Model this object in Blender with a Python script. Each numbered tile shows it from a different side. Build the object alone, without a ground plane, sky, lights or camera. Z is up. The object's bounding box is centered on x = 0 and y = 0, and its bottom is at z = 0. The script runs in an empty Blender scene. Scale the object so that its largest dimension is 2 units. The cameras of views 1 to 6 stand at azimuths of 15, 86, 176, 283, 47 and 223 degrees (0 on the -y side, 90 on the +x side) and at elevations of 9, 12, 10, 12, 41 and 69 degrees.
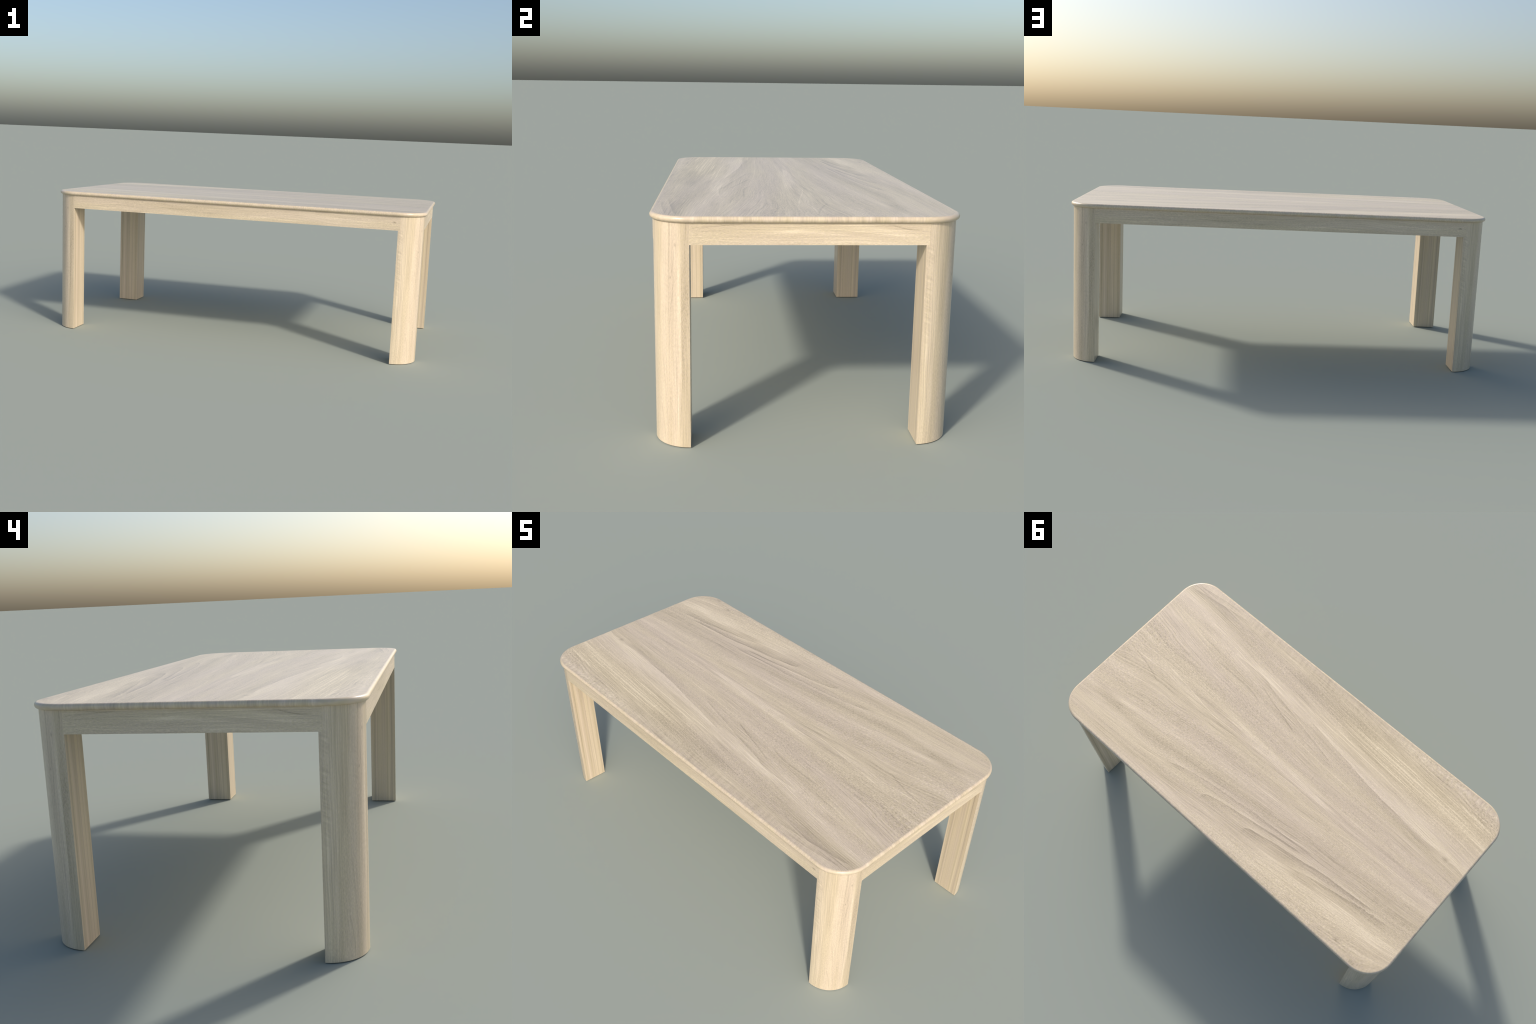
"""Oak-veneer dining table: rounded bullnose top, four aprons, four quarter-round legs."""
import bpy, bmesh, math
from mathutils import Vector

# ------------------------------------------------------------------ sizes (metres)
HALF_L, HALF_W = 1.0, 0.5          # table top outline
TOP_Z = 0.76
BULL_R = 0.0103                    # half the top thickness = radius of the bullnose edge
UNDER_Z = TOP_Z - 2 * BULL_R
CX, CY = 0.87, 0.37                # inner corner of each leg = centre of each rounded corner
LEG_R = 0.1189
CORNER_R = HALF_L - CX             # 0.13
APRON_FACE = 0.9889                # outer face of the aprons on x (y: 0.4889)
APRON_LOW = 0.67
APRON_T = 0.025
TENON = 0.010                      # one end of every apron runs this far past the leg's edge


# ------------------------------------------------------------------ node helper
class Nodes:
    def __init__(self, name):
        self.mat = bpy.data.materials.new(name)
        self.mat.use_nodes = True
        self.t = self.mat.node_tree
        self.t.nodes.clear()
        self.out = self.t.nodes.new("ShaderNodeOutputMaterial")
        self.bsdf = self.t.nodes.new("ShaderNodeBsdfPrincipled")
        self.t.links.new(self.bsdf.outputs[0], self.out.inputs[0])

    def put(self, sock, v):
        if hasattr(v, "is_output"):
            self.t.links.new(v, sock)
        elif v is not None:
            sock.default_value = v

    def m(self, op, a, b=None, c=None, clamp=False):
        n = self.t.nodes.new("ShaderNodeMath")
        n.operation, n.use_clamp = op, clamp
        for s, v in zip(n.inputs, (a, b, c)):
            self.put(s, v)
        return n.outputs[0]

    def add(self, a, b): return self.m("ADD", a, b)
    def sub(self, a, b): return self.m("SUBTRACT", a, b)
    def mul(self, a, b): return self.m("MULTIPLY", a, b)

    def ramp01(self, v, lo, hi, smooth=True):
        n = self.t.nodes.new("ShaderNodeMapRange")
        n.interpolation_type = "SMOOTHSTEP" if smooth else "LINEAR"
        n.clamp = True
        self.put(n.inputs["Value"], v)
        n.inputs["From Min"].default_value, n.inputs["From Max"].default_value = lo, hi
        return n.outputs["Result"]

    def window(self, v, a, b, soft):
        """1 between a and b, fading over `soft` outside the middle."""
        return self.mul(self.ramp01(v, a - soft, a + soft), self.ramp01(v, b + soft, b - soft))

    def xyz(self, v):
        n = self.t.nodes.new("ShaderNodeSeparateXYZ")
        self.put(n.inputs[0], v)
        return n.outputs

    def vec(self, x, y, z=0.0):
        n = self.t.nodes.new("ShaderNodeCombineXYZ")
        for s, v in zip(n.inputs, (x, y, z)):
            self.put(s, v)
        return n.outputs[0]

    def obj(self):
        return self.xyz(self.t.nodes.new("ShaderNodeTexCoord").outputs["Object"])

    def noise(self, x, y, sx, sy, detail=2.0, rough=0.5, seed=0.0):
        n = self.t.nodes.new("ShaderNodeTexNoise")
        n.inputs["Scale"].default_value = 1.0
        n.inputs["Detail"].default_value, n.inputs["Roughness"].default_value = detail, rough
        self.put(n.inputs["Vector"], self.vec(self.mul(x, sx), self.mul(y, sy), seed))
        return self.sub(n.outputs[0], 0.5)          # about -0.25 .. 0.25

    def mix(self, f, a, b):
        n = self.t.nodes.new("ShaderNodeMix")
        n.data_type = "RGBA"
        self.put(n.inputs["Factor"], f)
        self.put(n.inputs[6], (*a, 1) if isinstance(a, tuple) else a)
        self.put(n.inputs[7], (*b, 1) if isinstance(b, tuple) else b)
        return n.outputs[2]

    def ramp(self, f, stops):
        n = self.t.nodes.new("ShaderNodeValToRGB")
        e = n.color_ramp.elements
        while len(e) < len(stops):
            e.new(0.5)
        for el, (p, c) in zip(e, stops):
            el.position, el.color = p, (*c, 1)
        self.put(n.inputs[0], f)
        return n.outputs[0]

    def scale(self, col, k):
        n = self.t.nodes.new("ShaderNodeVectorMath")
        n.operation = "SCALE"
        self.put(n.inputs[0], col)
        self.put(n.inputs["Scale"], k)
        return n.outputs[0]

    def curve(self, v, pts, lo, hi):
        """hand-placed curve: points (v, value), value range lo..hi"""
        v0, v1 = pts[0][0], pts[-1][0]
        n = self.t.nodes.new("ShaderNodeFloatCurve")
        c = n.mapping.curves[0]
        norm = [((p - v0) / (v1 - v0), (q - lo) / (hi - lo)) for p, q in pts]
        for i, (p, q) in enumerate(norm):
            if i == 0 or i == len(norm) - 1:
                c.points[0 if i == 0 else len(c.points) - 1].location = (p, q)
            else:
                c.points.new(p, q)
        n.mapping.update()
        t = self.m("MULTIPLY_ADD", v, 1 / (v1 - v0), -v0 / (v1 - v0), clamp=True)
        self.put(n.inputs["Value"], t)
        return self.m("MULTIPLY_ADD", n.outputs[0], hi - lo, lo)

    def finish(self, col, rough=0.36, bump=None, strength=0.1):
        self.put(self.bsdf.inputs["Base Color"], col)
        self.bsdf.inputs["Roughness"].default_value = rough
        if bump is not None:
            b = self.t.nodes.new("ShaderNodeBump")
            b.inputs["Strength"].default_value = strength
            b.inputs["Distance"].default_value = 0.0006
            self.put(b.inputs["Height"], bump)
            self.t.links.new(b.outputs[0], self.bsdf.inputs["Normal"])
        return self.mat


def srgb(r, g, b):
    f = lambda c: (c / 255 / 12.92) if c <= 10 else ((c / 255 + 0.055) / 1.055) ** 2.4
    return (f(r), f(g), f(b))


# base colours of the pale bleached oak (as paint values, before light)
DEEP = srgb(172, 152, 124)
TAN = srgb(197, 177, 147)
MID = srgb(209, 190, 161)
PALE = srgb(222, 206, 180)
CHALK = srgb(236, 224, 203)
PINK = srgb(209, 191, 169)
YEL = srgb(211, 194, 163)


def grain(N, x, y, seed=0.0, fleck=1.0, streak=1.0):
    """fine relief of brightness along the fibre; x runs along the grain. Returns about -1..1."""
    wav = N.add(y, N.mul(N.noise(x, y, 5, 14, 2, 0.5, seed + 3), 0.010))
    s1 = N.noise(x, wav, 0.8, 48, 2, 0.5, seed + 5)        # drawn-out streaks
    s2 = N.noise(x, wav, 5.0, 260, 3, 0.6, seed + 7)      # fibre lines
    f1 = N.noise(x, wav, 24, 170, 2, 0.6, seed + 9)        # pores
    f2 = N.noise(x, wav, 95, 430, 4, 0.75, seed + 10)       # short flecks
    where = N.ramp01(N.noise(x, y, 1.6, 9, 2, 0.5, seed + 11), -0.12, 0.14)
    calm = N.sub(1.3, N.mul(where, 0.75))
    g = N.mul(s1, 0.40 * streak)
    g = N.add(g, N.mul(N.mul(s2, 1.45 * streak), N.add(0.6, N.mul(where, 0.7))))
    g = N.add(g, N.mul(N.mul(f1, 0.45 * fleck), calm))
    g = N.add(g, N.mul(N.mul(f2, 2.1 * fleck), calm))
    return g


def contour(N, x, y, pts, width=0.003, fade=0.03, dark=0.12, light=0.05, side=1, jag=0.004, ends=0.06):
    """a growth-ring line y = f(x): sharp dark lip with a soft fall on one side and a pale rim on the other.
    Returns a brightness offset."""
    pts = sorted(pts)
    lo, hi = min(p[1] for p in pts) - 0.01, max(p[1] for p in pts) + 0.01
    f = N.curve(x, pts, lo, hi)
    d = N.sub(y, f)
    if jag:
        d = N.add(d, N.mul(N.noise(x, y, 45, 20, 2, 0.6, pts[0][0]), jag * 2))
    d = N.mul(d, float(side))
    lip = N.mul(N.ramp01(d, -width * 0.5, width * 0.5), N.ramp01(d, fade, 0.0))
    core = N.mul(N.ramp01(d, -width * 0.6, width * 0.1), N.ramp01(d, width * 1.8, width * 0.4))
    rim = N.mul(N.ramp01(d, -fade * 0.45, -width * 0.5), N.ramp01(d, width * 0.4, -width * 0.6))
    a = N.add(N.add(N.mul(lip, -dark * 0.55), N.mul(core, -dark * 0.28)), N.mul(rim, light * 0.6))
    e0, e1 = ends if isinstance(ends, tuple) else (ends, ends)
    win = N.mul(N.ramp01(x, pts[0][0], pts[0][0] + e0), N.ramp01(x, pts[-1][0], pts[-1][0] - e1))
    return N.mul(a, win)


def ridge(N, x, y, pts, half, amount, ends=0.15):
    """soft band of lighter or darker wood along y = f(x)"""
    pts = sorted(pts)
    lo, hi = min(p[1] for p in pts) - 0.01, max(p[1] for p in pts) + 0.01
    d = N.m("ABSOLUTE", N.sub(y, N.curve(x, pts, lo, hi)))
    win = N.window(x, pts[0][0] + ends * 0.5, pts[-1][0] - ends * 0.5, ends * 0.5)
    return N.mul(N.mul(N.ramp01(d, half, 0.0), win), amount)


def knot(N, x, y, kx, ky, size, amount):
    dx, dy = N.sub(x, kx), N.sub(y, ky)
    r = N.m("SQRT", N.add(N.mul(N.mul(dx, dx), 0.45), N.mul(dy, dy)))
    r = N.add(r, N.mul(N.noise(x, y, 120, 160, 2, 0.5, kx), size * 0.8))
    return N.mul(N.ramp01(r, size, size * 0.1), -amount)


def total(N, parts):
    s = parts[0]
    for p in parts[1:]:
        s = N.add(s, p)
    return s


# ------------------------------------------------------------------ materials
def top_material():
    N = Nodes("pale_oak_veneer_top")
    x, y, z = N.obj()
    # the figure opens towards +x in the middle and runs straight along the two long edges
    opening = N.mul(N.mul(x, y), N.sub(0.62, N.mul(N.mul(y, y), 2.4)))
    v = N.sub(y, opening)
    v = N.add(v, N.mul(N.noise(x, y, 1.7, 4.0, 2, 0.5, 21), 0.050))
    band = N.noise(x, v, 0.42, 10.0, 2, 0.5, 4.0)
    hue = N.noise(x, v, 0.8, 8.0, 2, 0.5, 9.0)

    feats = [
        # dark lips of the cathedral figure
        contour(N, x, y, [(0.986, 0.031), (0.922, 0.040), (0.851, 0.054), (0.784, 0.071), (0.708, 0.100)], 0.005, 0.012, 0.16, 0.02, -1, 0.0015),
        contour(N, x, y, [(0.60, -0.193), (0.447, -0.190), (0.366, -0.187), (0.309, -0.176), (0.255, -0.158)], 0.004, 0.012, 0.13, 0.02, 1, 0.001),
        contour(N, x, y, [(0.34, -0.246), (0.228, -0.211), (0.129, -0.185), (0.013, -0.148)], 0.004, 0.014, 0.15, 0.03, 1, 0.001),
        contour(N, x, y, [(0.55, -0.275), (0.414, -0.280), (0.333, -0.276), (0.270, -0.257), (0.133, -0.231), (-0.010, -0.197), (-0.098, -0.180), (-0.231, -0.143)], 0.004, 0.028, 0.13, 0.06, 1, 0.001),
        contour(N, x, y, [(0.02, -0.258), (-0.087, -0.239), (-0.253, -0.215), (-0.418, -0.186), (-0.569, -0.171), (-0.698, -0.162), (-0.782, -0.158), (-0.86, -0.163)], 0.004, 0.050, 0.13, 0.12, 1, 0.0015),
        contour(N, x, y, [(0.40, 0.366), (0.316, 0.332), (0.236, 0.313), (0.132, 0.296), (0.026, 0.284), (-0.091, 0.268), (-0.199, 0.260), (-0.45, 0.235)], 0.004, 0.032, 0.14, 0.06, 1, 0.003),
        contour(N, x, y, [(0.155, 0.368), (0.104, 0.342), (0.042, 0.329), (-0.060, 0.312), (-0.160, 0.295), (-0.248, 0.282), (-0.40, 0.262)], 0.004, 0.034, 0.17, 0.10, 1, 0.003, (0.06, 0.02)),
        contour(N, x, y, [(-0.100, 0.362), (-0.136, 0.339), (-0.190, 0.327), (-0.273, 0.310), (-0.330, 0.302), (-0.415, 0.289), (-0.504, 0.273), (-0.62, 0.262), (-0.80, 0.245)], 0.004, 0.036, 0.20, 0.12, 1, 0.003, (0.06, 0.02)),
        contour(N, x, y, [(-0.38, 0.352), (-0.51, 0.317), (-0.645, 0.292), (-0.752, 0.272), (-0.90, 0.255)], 0.005, 0.050, 0.14, 0.09, 1, 0.005),
        contour(N, x, y, [(0.985, -0.405), (0.90, -0.424), (0.828, -0.432), (0.726, -0.446), (0.60, -0.456)], 0.004, 0.03, 0.13, 0.04, 1, 0.002),
        contour(N, x, y, [(0.96, -0.442), (0.88, -0.456), (0.78, -0.468), (0.66, -0.476)], 0.004, 0.02, 0.11, 0.04, 1, 0.002),
        contour(N, x, y, [(-0.90, -0.146), (-0.93, -0.155), (-0.96, -0.152), (-0.998, -0.138)], 0.004, 0.02, 0.14, 0.03, 1, 0.001, 0.02),
        # pale hairlines and bands
        ridge(N, x, y, [(0.83, -0.020), (0.689, -0.003), (0.561, 0.014), (0.451, 0.031), (0.34, 0.042), (0.25, 0.052)], 0.004, 0.11),
        ridge(N, x, y, [(1.0, 0.06), (0.85, 0.035), (0.716, 0.015), (0.587, 0.029), (0.40, 0.05)], 0.035, 0.075),
        ridge(N, x, y, [(0.40, -0.015), (0.26, -0.009), (0.109, 0.007), (-0.011, 0.009), (-0.145, 0.012), (-0.4, 0.03)], 0.030, 0.13),
        ridge(N, x, y, [(1.0, -0.26), (0.78, -0.256), (0.63, -0.267), (0.504, -0.268), (0.372, -0.286), (0.182, -0.286), (-0.019, -0.295), (-0.25, -0.27)], 0.050, 0.06),
        ridge(N, x, y, [(1.0, 0.359), (0.945, 0.362), (0.828, 0.357), (0.55, 0.34)], 0.022, 0.10),
        ridge(N, x, y, [(1.0, 0.288), (0.90, 0.300), (0.80, 0.310), (0.65, 0.305)], 0.040, -0.085),
        ridge(N, x, y, [(0.30, -0.36), (0.103, -0.405), (-0.1, -0.395), (-0.35, -0.385)], 0.055, -0.085),
        ridge(N, x, y, [(-0.15, 0.425), (-0.365, 0.385), (-0.529, 0.372), (-0.655, 0.361), (-0.833, 0.352), (-1.0, 0.345)], 0.055, 0.07),
        knot(N, x, y, -0.754, 0.451, 0.014, 0.15),
        knot(N, x, y, -0.885, -0.150, 0.016, 0.14),
    ]
    # curly cross figure along one long edge, and a faint one in the middle
    curl = N.noise(N.add(x, N.mul(y, 0.25)), y, 55, 6, 2, 0.6, 31)
    curl_here = N.mul(N.window(y, -0.492, -0.445, 0.014), N.window(x, -0.85, 0.95, 0.12))
    feats.append(N.mul(N.mul(curl, curl_here), 0.22))
    feats.append(N.mul(N.window(y, -0.478, -0.458, 0.012), N.mul(N.window(x, -1.0, -0.28, 0.1), 0.08)))
    curl2 = N.mul(N.window(y, 0.135, 0.215, 0.04), N.window(x, -0.95, -0.30, 0.2))
    feats.append(N.mul(N.mul(N.noise(x, y, 40, 22, 2, 0.6, 33), curl2), 0.13))

    # straight bright hairlines in the yellow part near one long edge
    yellow = N.mul(N.window(y, -0.43, -0.26, 0.06), N.window(x, -1.1, -0.05, 0.25))
    hair = N.ramp01(N.noise(x, N.add(y, N.mul(x, 0.06)), 1.6, 120, 2, 0.5, 41), 0.0, 0.17)
    feats.append(N.mul(N.mul(hair, yellow), 0.17))
    yellow2 = N.mul(N.window(y, 0.30, 0.47, 0.05), N.window(x, -1.1, -0.25, 0.2))

    # faint family of growth rings that follow the opening figure: slow rise, then a darker lip
    ph = N.add(N.mul(v, 17.0), N.mul(N.noise(x, y, 0.7, 2.0, 2, 0.4, 26), 11.0))
    ph = N.add(ph, N.mul(N.noise(x, v, 14, 60, 2, 0.5, 27), 0.25))
    saw = N.m("FRACT", ph)
    lip = N.sub(N.mul(N.ramp01(saw, 0.0, 0.12), 1.0), N.mul(N.ramp01(saw, 0.12, 1.0, False), 1.0))
    here = N.add(0.35, N.ramp01(N.noise(x, y, 1.1, 4.0, 2, 0.5, 28), -0.08, 0.14))
    feats.append(N.mul(N.mul(N.sub(lip, 0.45), here), -0.016))

    g = grain(N, x, v, 0.0)
    level = N.add(N.add(0.45, N.mul(band, 1.1)), N.mul(g, 0.97))
    level = N.add(level, N.mul(total(N, feats), 2.7))
    col = N.ramp(level, [(0.0, DEEP), (0.25, TAN), (0.5, MID), (0.76, PALE), (1.0, CHALK)])
    hue = N.add(hue, N.mul(N.noise(x, v, 60, 260, 2, 0.6, 15), 1.1))
    tint = N.mix(N.ramp01(hue, -0.16, 0.18), PINK, YEL)
    yl = N.m("MAXIMUM", yellow, N.mul(yellow2, 0.6), clamp=True)
    tint = N.mix(N.mul(yl, 0.75), tint, srgb(212, 194, 157))
    colf = N.t.nodes.new("ShaderNodeMix")
    colf.data_type, colf.blend_type = "RGBA", "COLOR"
    colf.inputs["Factor"].default_value = 0.75
    N.put(colf.inputs[6], col)
    N.put(colf.inputs[7], tint)
    return N.finish(colf.outputs[2], 0.33, g, 0.06)


def side_level(N, level, hue):
    x, y, z = N.obj()
    hue = N.add(hue, N.mul(N.noise(N.add(x, y), z, 170, 170, 2, 0.6, 16), 0.8))
    col = N.ramp(level, [(0.0, DEEP), (0.25, TAN), (0.5, MID), (0.76, PALE), (1.0, CHALK)])
    tint = N.mix(N.ramp01(hue, -0.16, 0.16), PINK, YEL)
    m = N.t.nodes.new("ShaderNodeMix")
    m.data_type, m.blend_type = "RGBA", "COLOR"
    m.inputs["Factor"].default_value = 0.75
    N.put(m.inputs[6], col)
    N.put(m.inputs[7], tint)
    return m.outputs[2]


def apron_material(name, seed, features):
    """grain runs along local x, face height along local z"""
    N = Nodes(name)
    x, y, z = N.obj()
    a, b = x, N.add(z, N.mul(y, 1.0))
    w = N.add(b, N.mul(N.noise(a, b, 2.2, 5, 2, 0.5, seed), 0.05))
    band = N.noise(a, w, 0.9, 26, 2, 0.5, seed + 1)
    hue = N.noise(a, w, 1.2, 14, 2, 0.5, seed + 2)
    g = grain(N, a, w, seed + 3, 0.85, 1.0)
    feats = features(N, a, b)
    level = N.add(N.add(0.52, N.mul(band, 0.8)), N.mul(g, 0.85))
    if feats:
        level = N.add(level, N.mul(total(N, feats), 4.2))
    return N.finish(side_level(N, level, hue), 0.33, g, 0.05)


def short_apron_features(N, a, b):
    return [
        contour(N, a, b, [(0.22, 0.031), (0.255, 0.0255), (0.285, 0.0175), (0.315, 0.012), (0.345, 0.0095), (0.39, 0.0085)], 0.0025, 0.008, 0.11, 0.02, 1, 0.0006),
        ridge(N, a, b, [(0.02, 0.018), (0.10, 0.013), (0.16, 0.007), (0.22, 0.001), (0.27, -0.004), (0.33, -0.009)], 0.0022, 0.07, 0.08),
        ridge(N, a, b, [(0.05, -0.001), (0.10, -0.004), (0.15, -0.008), (0.20, -0.012)], 0.0022, 0.06, 0.05),
        ridge(N, a, b, [(-0.14, 0.004), (-0.02, 0.006), (0.06, 0.003), (0.14, 0.0)], 0.010, 0.07, 0.1),
        ridge(N, a, b, [(0.12, 0.02), (0.2, 0.013), (0.28, 0.002), (0.37, -0.005)], 0.014, 0.05, 0.1),
        contour(N, a, b, [(-0.37, 0.0185), (-0.31, 0.0215), (-0.25, 0.026), (-0.18, 0.03)], 0.002, 0.006, 0.08, 0.02, 1, 0.0008),
        contour(N, a, b, [(-0.37, 0.005), (-0.30, 0.008), (-0.22, 0.012), (-0.12, 0.015)], 0.002, 0.006, 0.06, 0.02, 1, 0.0008),
    ]


def long_apron_features(N, a, b):
    smooth = [
        ridge(N, a, b, [(0.25, 0.022), (0.40, 0.017), (0.52, 0.008), (0.66, -0.001), (0.80, -0.010)], 0.0025, 0.06, 0.12),
        ridge(N, a, b, [(0.48, 0.031), (0.58, 0.024), (0.68, 0.016), (0.78, 0.011)], 0.0025, 0.06, 0.08),
        ridge(N, a, b, [(0.10, -0.012), (0.25, -0.018), (0.40, -0.026)], 0.004, 0.07, 0.1),
        knot(N, a, b, 0.845, 0.004, 0.009, 0.10),
    ]
    coarse = N.mul(N.noise(a, b, 70, 240, 2, 0.6, 77), N.ramp01(a, 0.15, -0.35))
    return smooth + [N.mul(coarse, 0.14)]


def leg_curved_material():
    """wraps round the quarter-round face: s = distance round the arc, grain runs along z"""
    N = Nodes("pale_oak_veneer_leg")
    x, y, z = N.obj()
    s = N.mul(N.m("ARCTAN2", x, N.mul(y, -1.0)), LEG_R)      # 0 at the -y end .. 0.188 at the +x end
    w = N.add(s, N.mul(N.noise(z, s, 1.6, 6, 2, 0.5, 50), 0.022))
    band = N.noise(z, w, 0.8, 30, 2, 0.55, 51)
    hue = N.noise(z, w, 0.9, 16, 2, 0.5, 52)
    g = grain(N, z, w, 53, 0.6, 0.95)
    curl = N.noise(N.add(z, N.mul(s, 0.5)), s, 85, 12, 2, 0.6, 54)
    ripple = N.mul(N.window(s, 0.004, 0.026, 0.008), N.window(z, 0.36, 0.70, 0.06))
    ripple2 = N.mul(N.window(s, 0.098, 0.116, 0.006), N.window(z, 0.44, 0.66, 0.05))
    rip = N.add(ripple, N.mul(ripple2, 0.6))
    feats = [
        N.mul(N.mul(curl, rip), 0.40),
        N.mul(N.ramp01(s, 0.1585, 0.1605), -0.085),           # seam: tan strip beside the pale one
        ridge(N, z, s, [(0.1, 0.153), (0.4, 0.153), (0.735, 0.153)], 0.009, 0.10, 0.2),
        ridge(N, z, s, [(0.0, 0.040), (0.25, 0.044), (0.5, 0.050), (0.735, 0.052)], 0.012, 0.05, 0.2),
        ridge(N, z, s, [(0.40, 0.128), (0.55, 0.132), (0.70, 0.130)], 0.010, -0.05, 0.12),
        contour(N, z, s, [(0.0, 0.094), (0.06, 0.092), (0.10, 0.086), (0.14, 0.077), (0.17, 0.070)], 0.002, 0.008, 0.12, 0.03, -1, 0.0008),
        contour(N, z, s, [(0.02, 0.110), (0.14, 0.105), (0.26, 0.095), (0.34, 0.086)], 0.0022, 0.010, 0.10, 0.05, -1, 0.0008),
        contour(N, z, s, [(0.40, 0.118), (0.47, 0.124), (0.54, 0.132), (0.60, 0.136)], 0.0022, 0.008, 0.09, 0.04, 1, 0.0008),
        contour(N, z, s, [(0.54, 0.122), (0.59, 0.128), (0.64, 0.136)], 0.0022, 0.008, 0.09, 0.03, 1, 0.0008),
        knot(N, z, s, 0.668, 0.1415, 0.006, 0.13),
        knot(N, z, s, 0.565, 0.123, 0.004, 0.10),
    ]
    level = N.add(N.add(0.54, N.mul(band, 0.85)), N.mul(g, 0.92))
    level = N.add(level, N.mul(total(N, feats), 2.8))
    return N.finish(side_level(N, level, hue), 0.33, g, 0.05)


def leg_flat_material():
    N = Nodes("pale_oak_straight_grain")
    x, y, z = N.obj()
    s = N.add(x, N.mul(y, 1.37))
    w = N.add(s, N.mul(N.noise(z, s, 1.2, 6, 2, 0.5, 60), 0.008))
    band = N.noise(z, w, 0.35, 62, 3, 0.55, 61)
    hue = N.noise(z, w, 0.5, 40, 2, 0.5, 62)
    g = grain(N, z, w, 63, 0.55, 0.9)
    level = N.add(N.add(0.44, N.mul(band, 1.7)), N.mul(g, 0.45))
    return N.finish(side_level(N, level, hue), 0.33, g, 0.04)


def edge_material():
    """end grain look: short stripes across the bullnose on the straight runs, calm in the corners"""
    N = Nodes("pale_oak_bullnose_edge")
    x, y, z = N.obj()
    ax, ay = N.m("ABSOLUTE", x), N.m("ABSOLUTE", y)
    short = N.mul(N.ramp01(ax, 0.98, 0.985), N.ramp01(ay, CY + 0.004, CY - 0.004))
    long = N.mul(N.ramp01(ay, 0.48, 0.485), N.ramp01(ax, CX + 0.004, CX - 0.004))
    st_s = N.add(N.noise(y, z, 150, 25, 2, 0.65, 70), N.noise(y, z, 40, 5, 2, 0.5, 71))
    st_l = N.add(N.noise(x, z, 190, 110, 2, 0.65, 72), N.mul(N.noise(x, z, 30, 12, 2, 0.5, 73), 0.6))
    corner = N.noise(N.add(x, y), z, 60, 70, 3, 0.6, 74)
    v = N.add(N.mul(st_s, short), N.mul(st_l, long))
    v = N.add(v, N.mul(N.mul(corner, 0.7), N.sub(1.0, N.add(short, long))))
    level = N.add(0.50, N.mul(v, 1.05))
    hue = N.noise(x, y, 20, 20, 2, 0.5, 75)
    return N.finish(side_level(N, level, hue), 0.30, v, 0.05)


# ------------------------------------------------------------------ geometry
def outline(hx, hy, r, n=20):
    """rounded rectangle, counter-clockwise, with outward directions"""
    pts = []
    for k, (sx, sy) in enumerate(((1, -1), (1, 1), (-1, 1), (-1, -1))):
        for i in range(n + 1):
            a = math.radians(-90 + 90 * k + 90 * i / n)
            d = Vector((math.cos(a), math.sin(a)))
            pts.append((Vector((sx * (hx - r), sy * (hy - r))) + r * d, d))
    return pts


def new_object(name, bm, mats, parent=None, smooth=None):
    me = bpy.data.meshes.new(name)
    bm.to_mesh(me)
    bm.free()
    for m in mats:
        me.materials.append(m)
    ob = bpy.data.objects.new(name, me)
    bpy.context.collection.objects.link(ob)
    ob.parent = parent
    return ob


def build_top(parent, mat_top, mat_edge):
    ring = outline(HALF_L - BULL_R, HALF_W - BULL_R, CORNER_R - BULL_R)
    n = len(ring)
    bm = bmesh.new()
    hi = [bm.verts.new((p.x, p.y, TOP_Z)) for p, d in ring]
    lo = [bm.verts.new((p.x, p.y, UNDER_Z)) for p, d in ring]
    bm.faces.new(hi)
    bm.faces.new(lo[::-1])
    for i in range(n):
        j = (i + 1) % n
        bm.faces.new((lo[i], lo[j], hi[j], hi[i]))
    top = new_object("tabletop", bm, [mat_top], parent)

    # bullnose: half-round swept round the outline, normals exact so that it meets the flat without a crease
    seg = 16
    bm = bmesh.new()
    rows, normals = [], []
    for k in range(seg + 1):
        t = math.radians(90 - 180 * k / seg)
        row = []
        for p, d in ring:
            q = p + d * (BULL_R * math.cos(t))
            row.append(bm.verts.new((q.x, q.y, TOP_Z - BULL_R + BULL_R * math.sin(t))))
            normals.append((d.x * math.cos(t), d.y * math.cos(t), math.sin(t)))
        rows.append(row)
    for k in range(seg):
        for i in range(n):
            j = (i + 1) % n
            f = bm.faces.new((rows[k][i], rows[k + 1][i], rows[k + 1][j], rows[k][j]))
            f.smooth = True
    edge = new_object("bullnose_edge", bm, [mat_edge], top)
    edge.data.normals_split_custom_set_from_vertices(normals)
    return top


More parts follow.
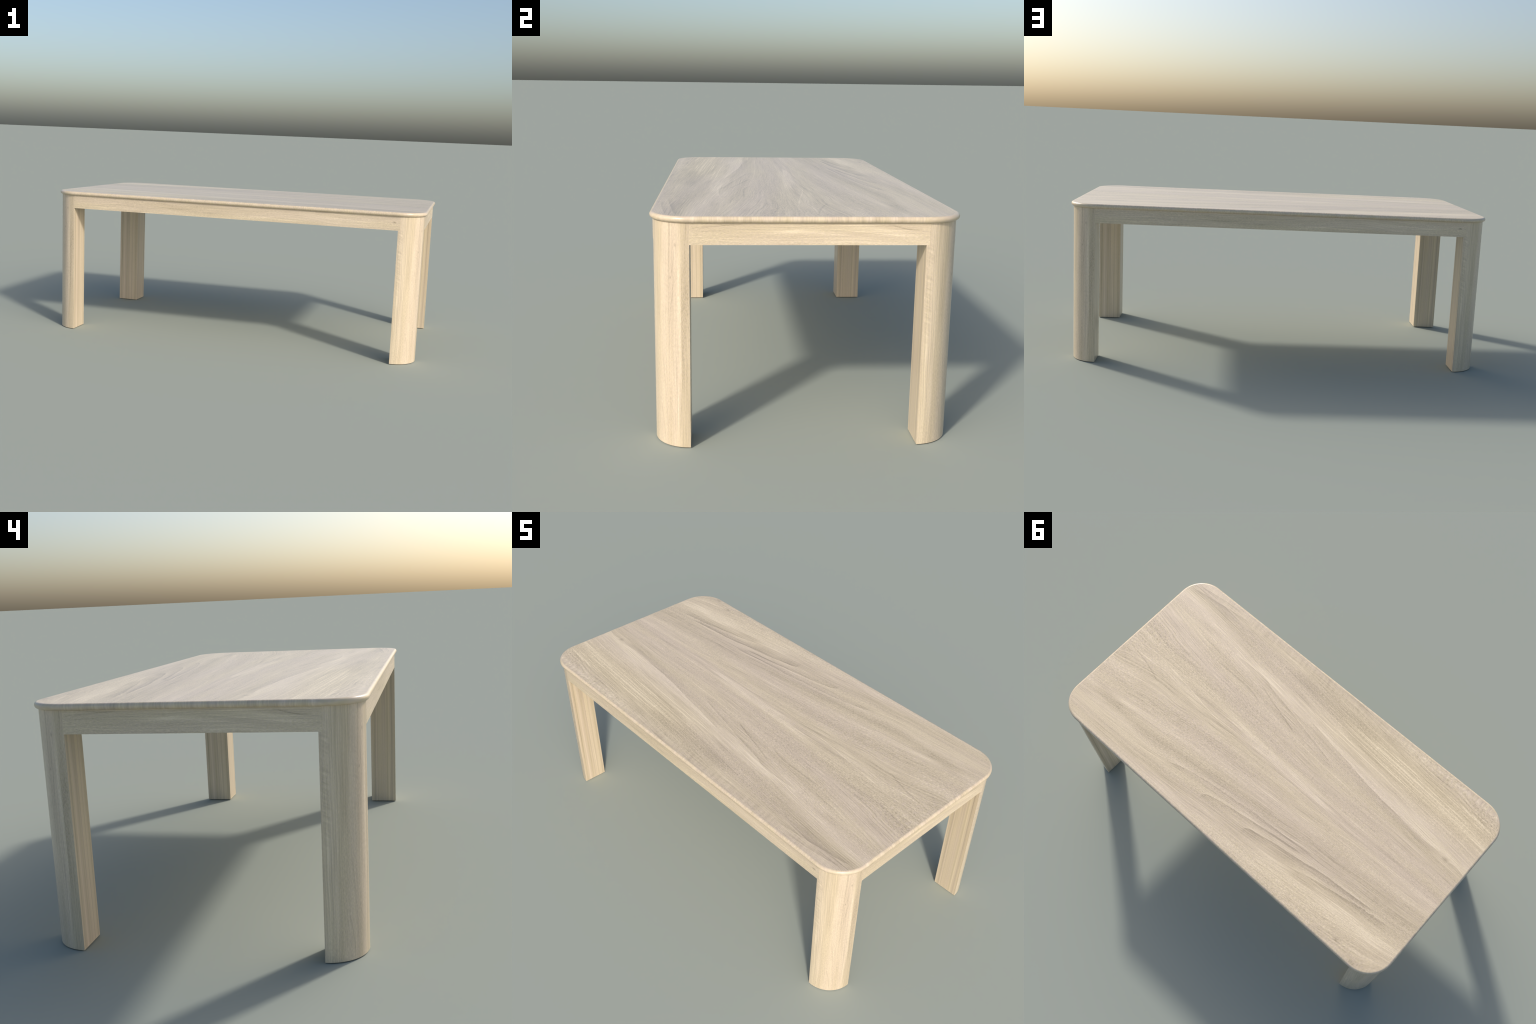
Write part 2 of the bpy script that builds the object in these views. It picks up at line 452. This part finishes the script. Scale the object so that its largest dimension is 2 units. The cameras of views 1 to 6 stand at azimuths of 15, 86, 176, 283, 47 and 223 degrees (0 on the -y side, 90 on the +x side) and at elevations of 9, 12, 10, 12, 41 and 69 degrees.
def build_leg_mesh(mats):
    """quarter disc: centre (inner corner) at the origin, arc from -y round to +x"""
    n = 40
    bm = bmesh.new()
    prof = [(0.0, 0.0)] + [(LEG_R * math.sin(math.pi / 2 * i / n), -LEG_R * math.cos(math.pi / 2 * i / n)) for i in range(n + 1)]
    top_z = UNDER_Z + 0.0008
    lo = [bm.verts.new((a, b, 0.0)) for a, b in prof]
    hi = [bm.verts.new((a, b, top_z)) for a, b in prof]
    k = len(prof)
    for i in range(k):
        j = (i + 1) % k
        f = bm.faces.new((lo[i], lo[j], hi[j], hi[i]))
        curved = 1 <= i < k - 1
        f.smooth = curved
        f.material_index = 0 if curved else 1
        if not curved:
            for e in f.edges:
                e.smooth = False
    for f in (bm.faces.new(hi), bm.faces.new(lo[::-1])):
        f.material_index = 1
        for e in f.edges:
            e.smooth = False
    bmesh.ops.recalc_face_normals(bm, faces=bm.faces)
    me = bpy.data.meshes.new("leg")
    bm.to_mesh(me)
    bm.free()
    for m in mats:
        me.materials.append(m)
    return me


def build_apron(name, parent, length, mat, loc, turn):
    """board with its outer face at local y = 0 (outside is -y), height centred on z = 0"""
    h = UNDER_Z + 0.0006 - APRON_LOW
    bm = bmesh.new()
    bmesh.ops.create_cube(bm, size=1.0)
    for v in bm.verts:
        v.co = Vector((v.co.x * length, (v.co.y + 0.5) * APRON_T, v.co.z * h))
    ob = new_object(name, bm, [mat], parent)
    ob.location = (loc[0], loc[1], APRON_LOW + h / 2)
    ob.rotation_euler = (0, 0, turn)
    return ob


# ------------------------------------------------------------------ assemble
table = bpy.data.objects.new("dining_table", None)
bpy.context.collection.objects.link(table)
table["label"] = "pale oak dining table with rounded corners and quarter-round legs"
table["category"] = "table"

build_top(table, top_material(), edge_material())

leg_me = build_leg_mesh([leg_curved_material(), leg_flat_material()])
for k, (sx, sy) in enumerate(((1, -1), (1, 1), (-1, 1), (-1, -1))):
    leg = bpy.data.objects.new("leg", leg_me)
    bpy.context.collection.objects.link(leg)
    leg.parent = table
    leg.location = (sx * CX, sy * CY, 0)
    leg.rotation_euler = (0, 0, math.pi / 2 * k)

long_mat = apron_material("pale_oak_veneer_long_apron", 80, long_apron_features)
short_mat = apron_material("pale_oak_veneer_short_apron", 90, short_apron_features)
proud = 0.0003
for k in range(4):
    a = math.pi / 2 * k
    is_long = k % 2 == 0
    length = 2 * (CX if is_long else CY) + TENON
    face = (0.4889 if is_long else APRON_FACE) + proud
    # local x is along the side; outside is local -y; shift towards +local x for the tenon
    off = Vector((TENON / 2, -face))
    loc = (off.x * math.cos(a) - off.y * math.sin(a), off.x * math.sin(a) + off.y * math.cos(a))
    build_apron("long_apron" if is_long else "short_apron", table, length, long_mat if is_long else short_mat, loc, a)
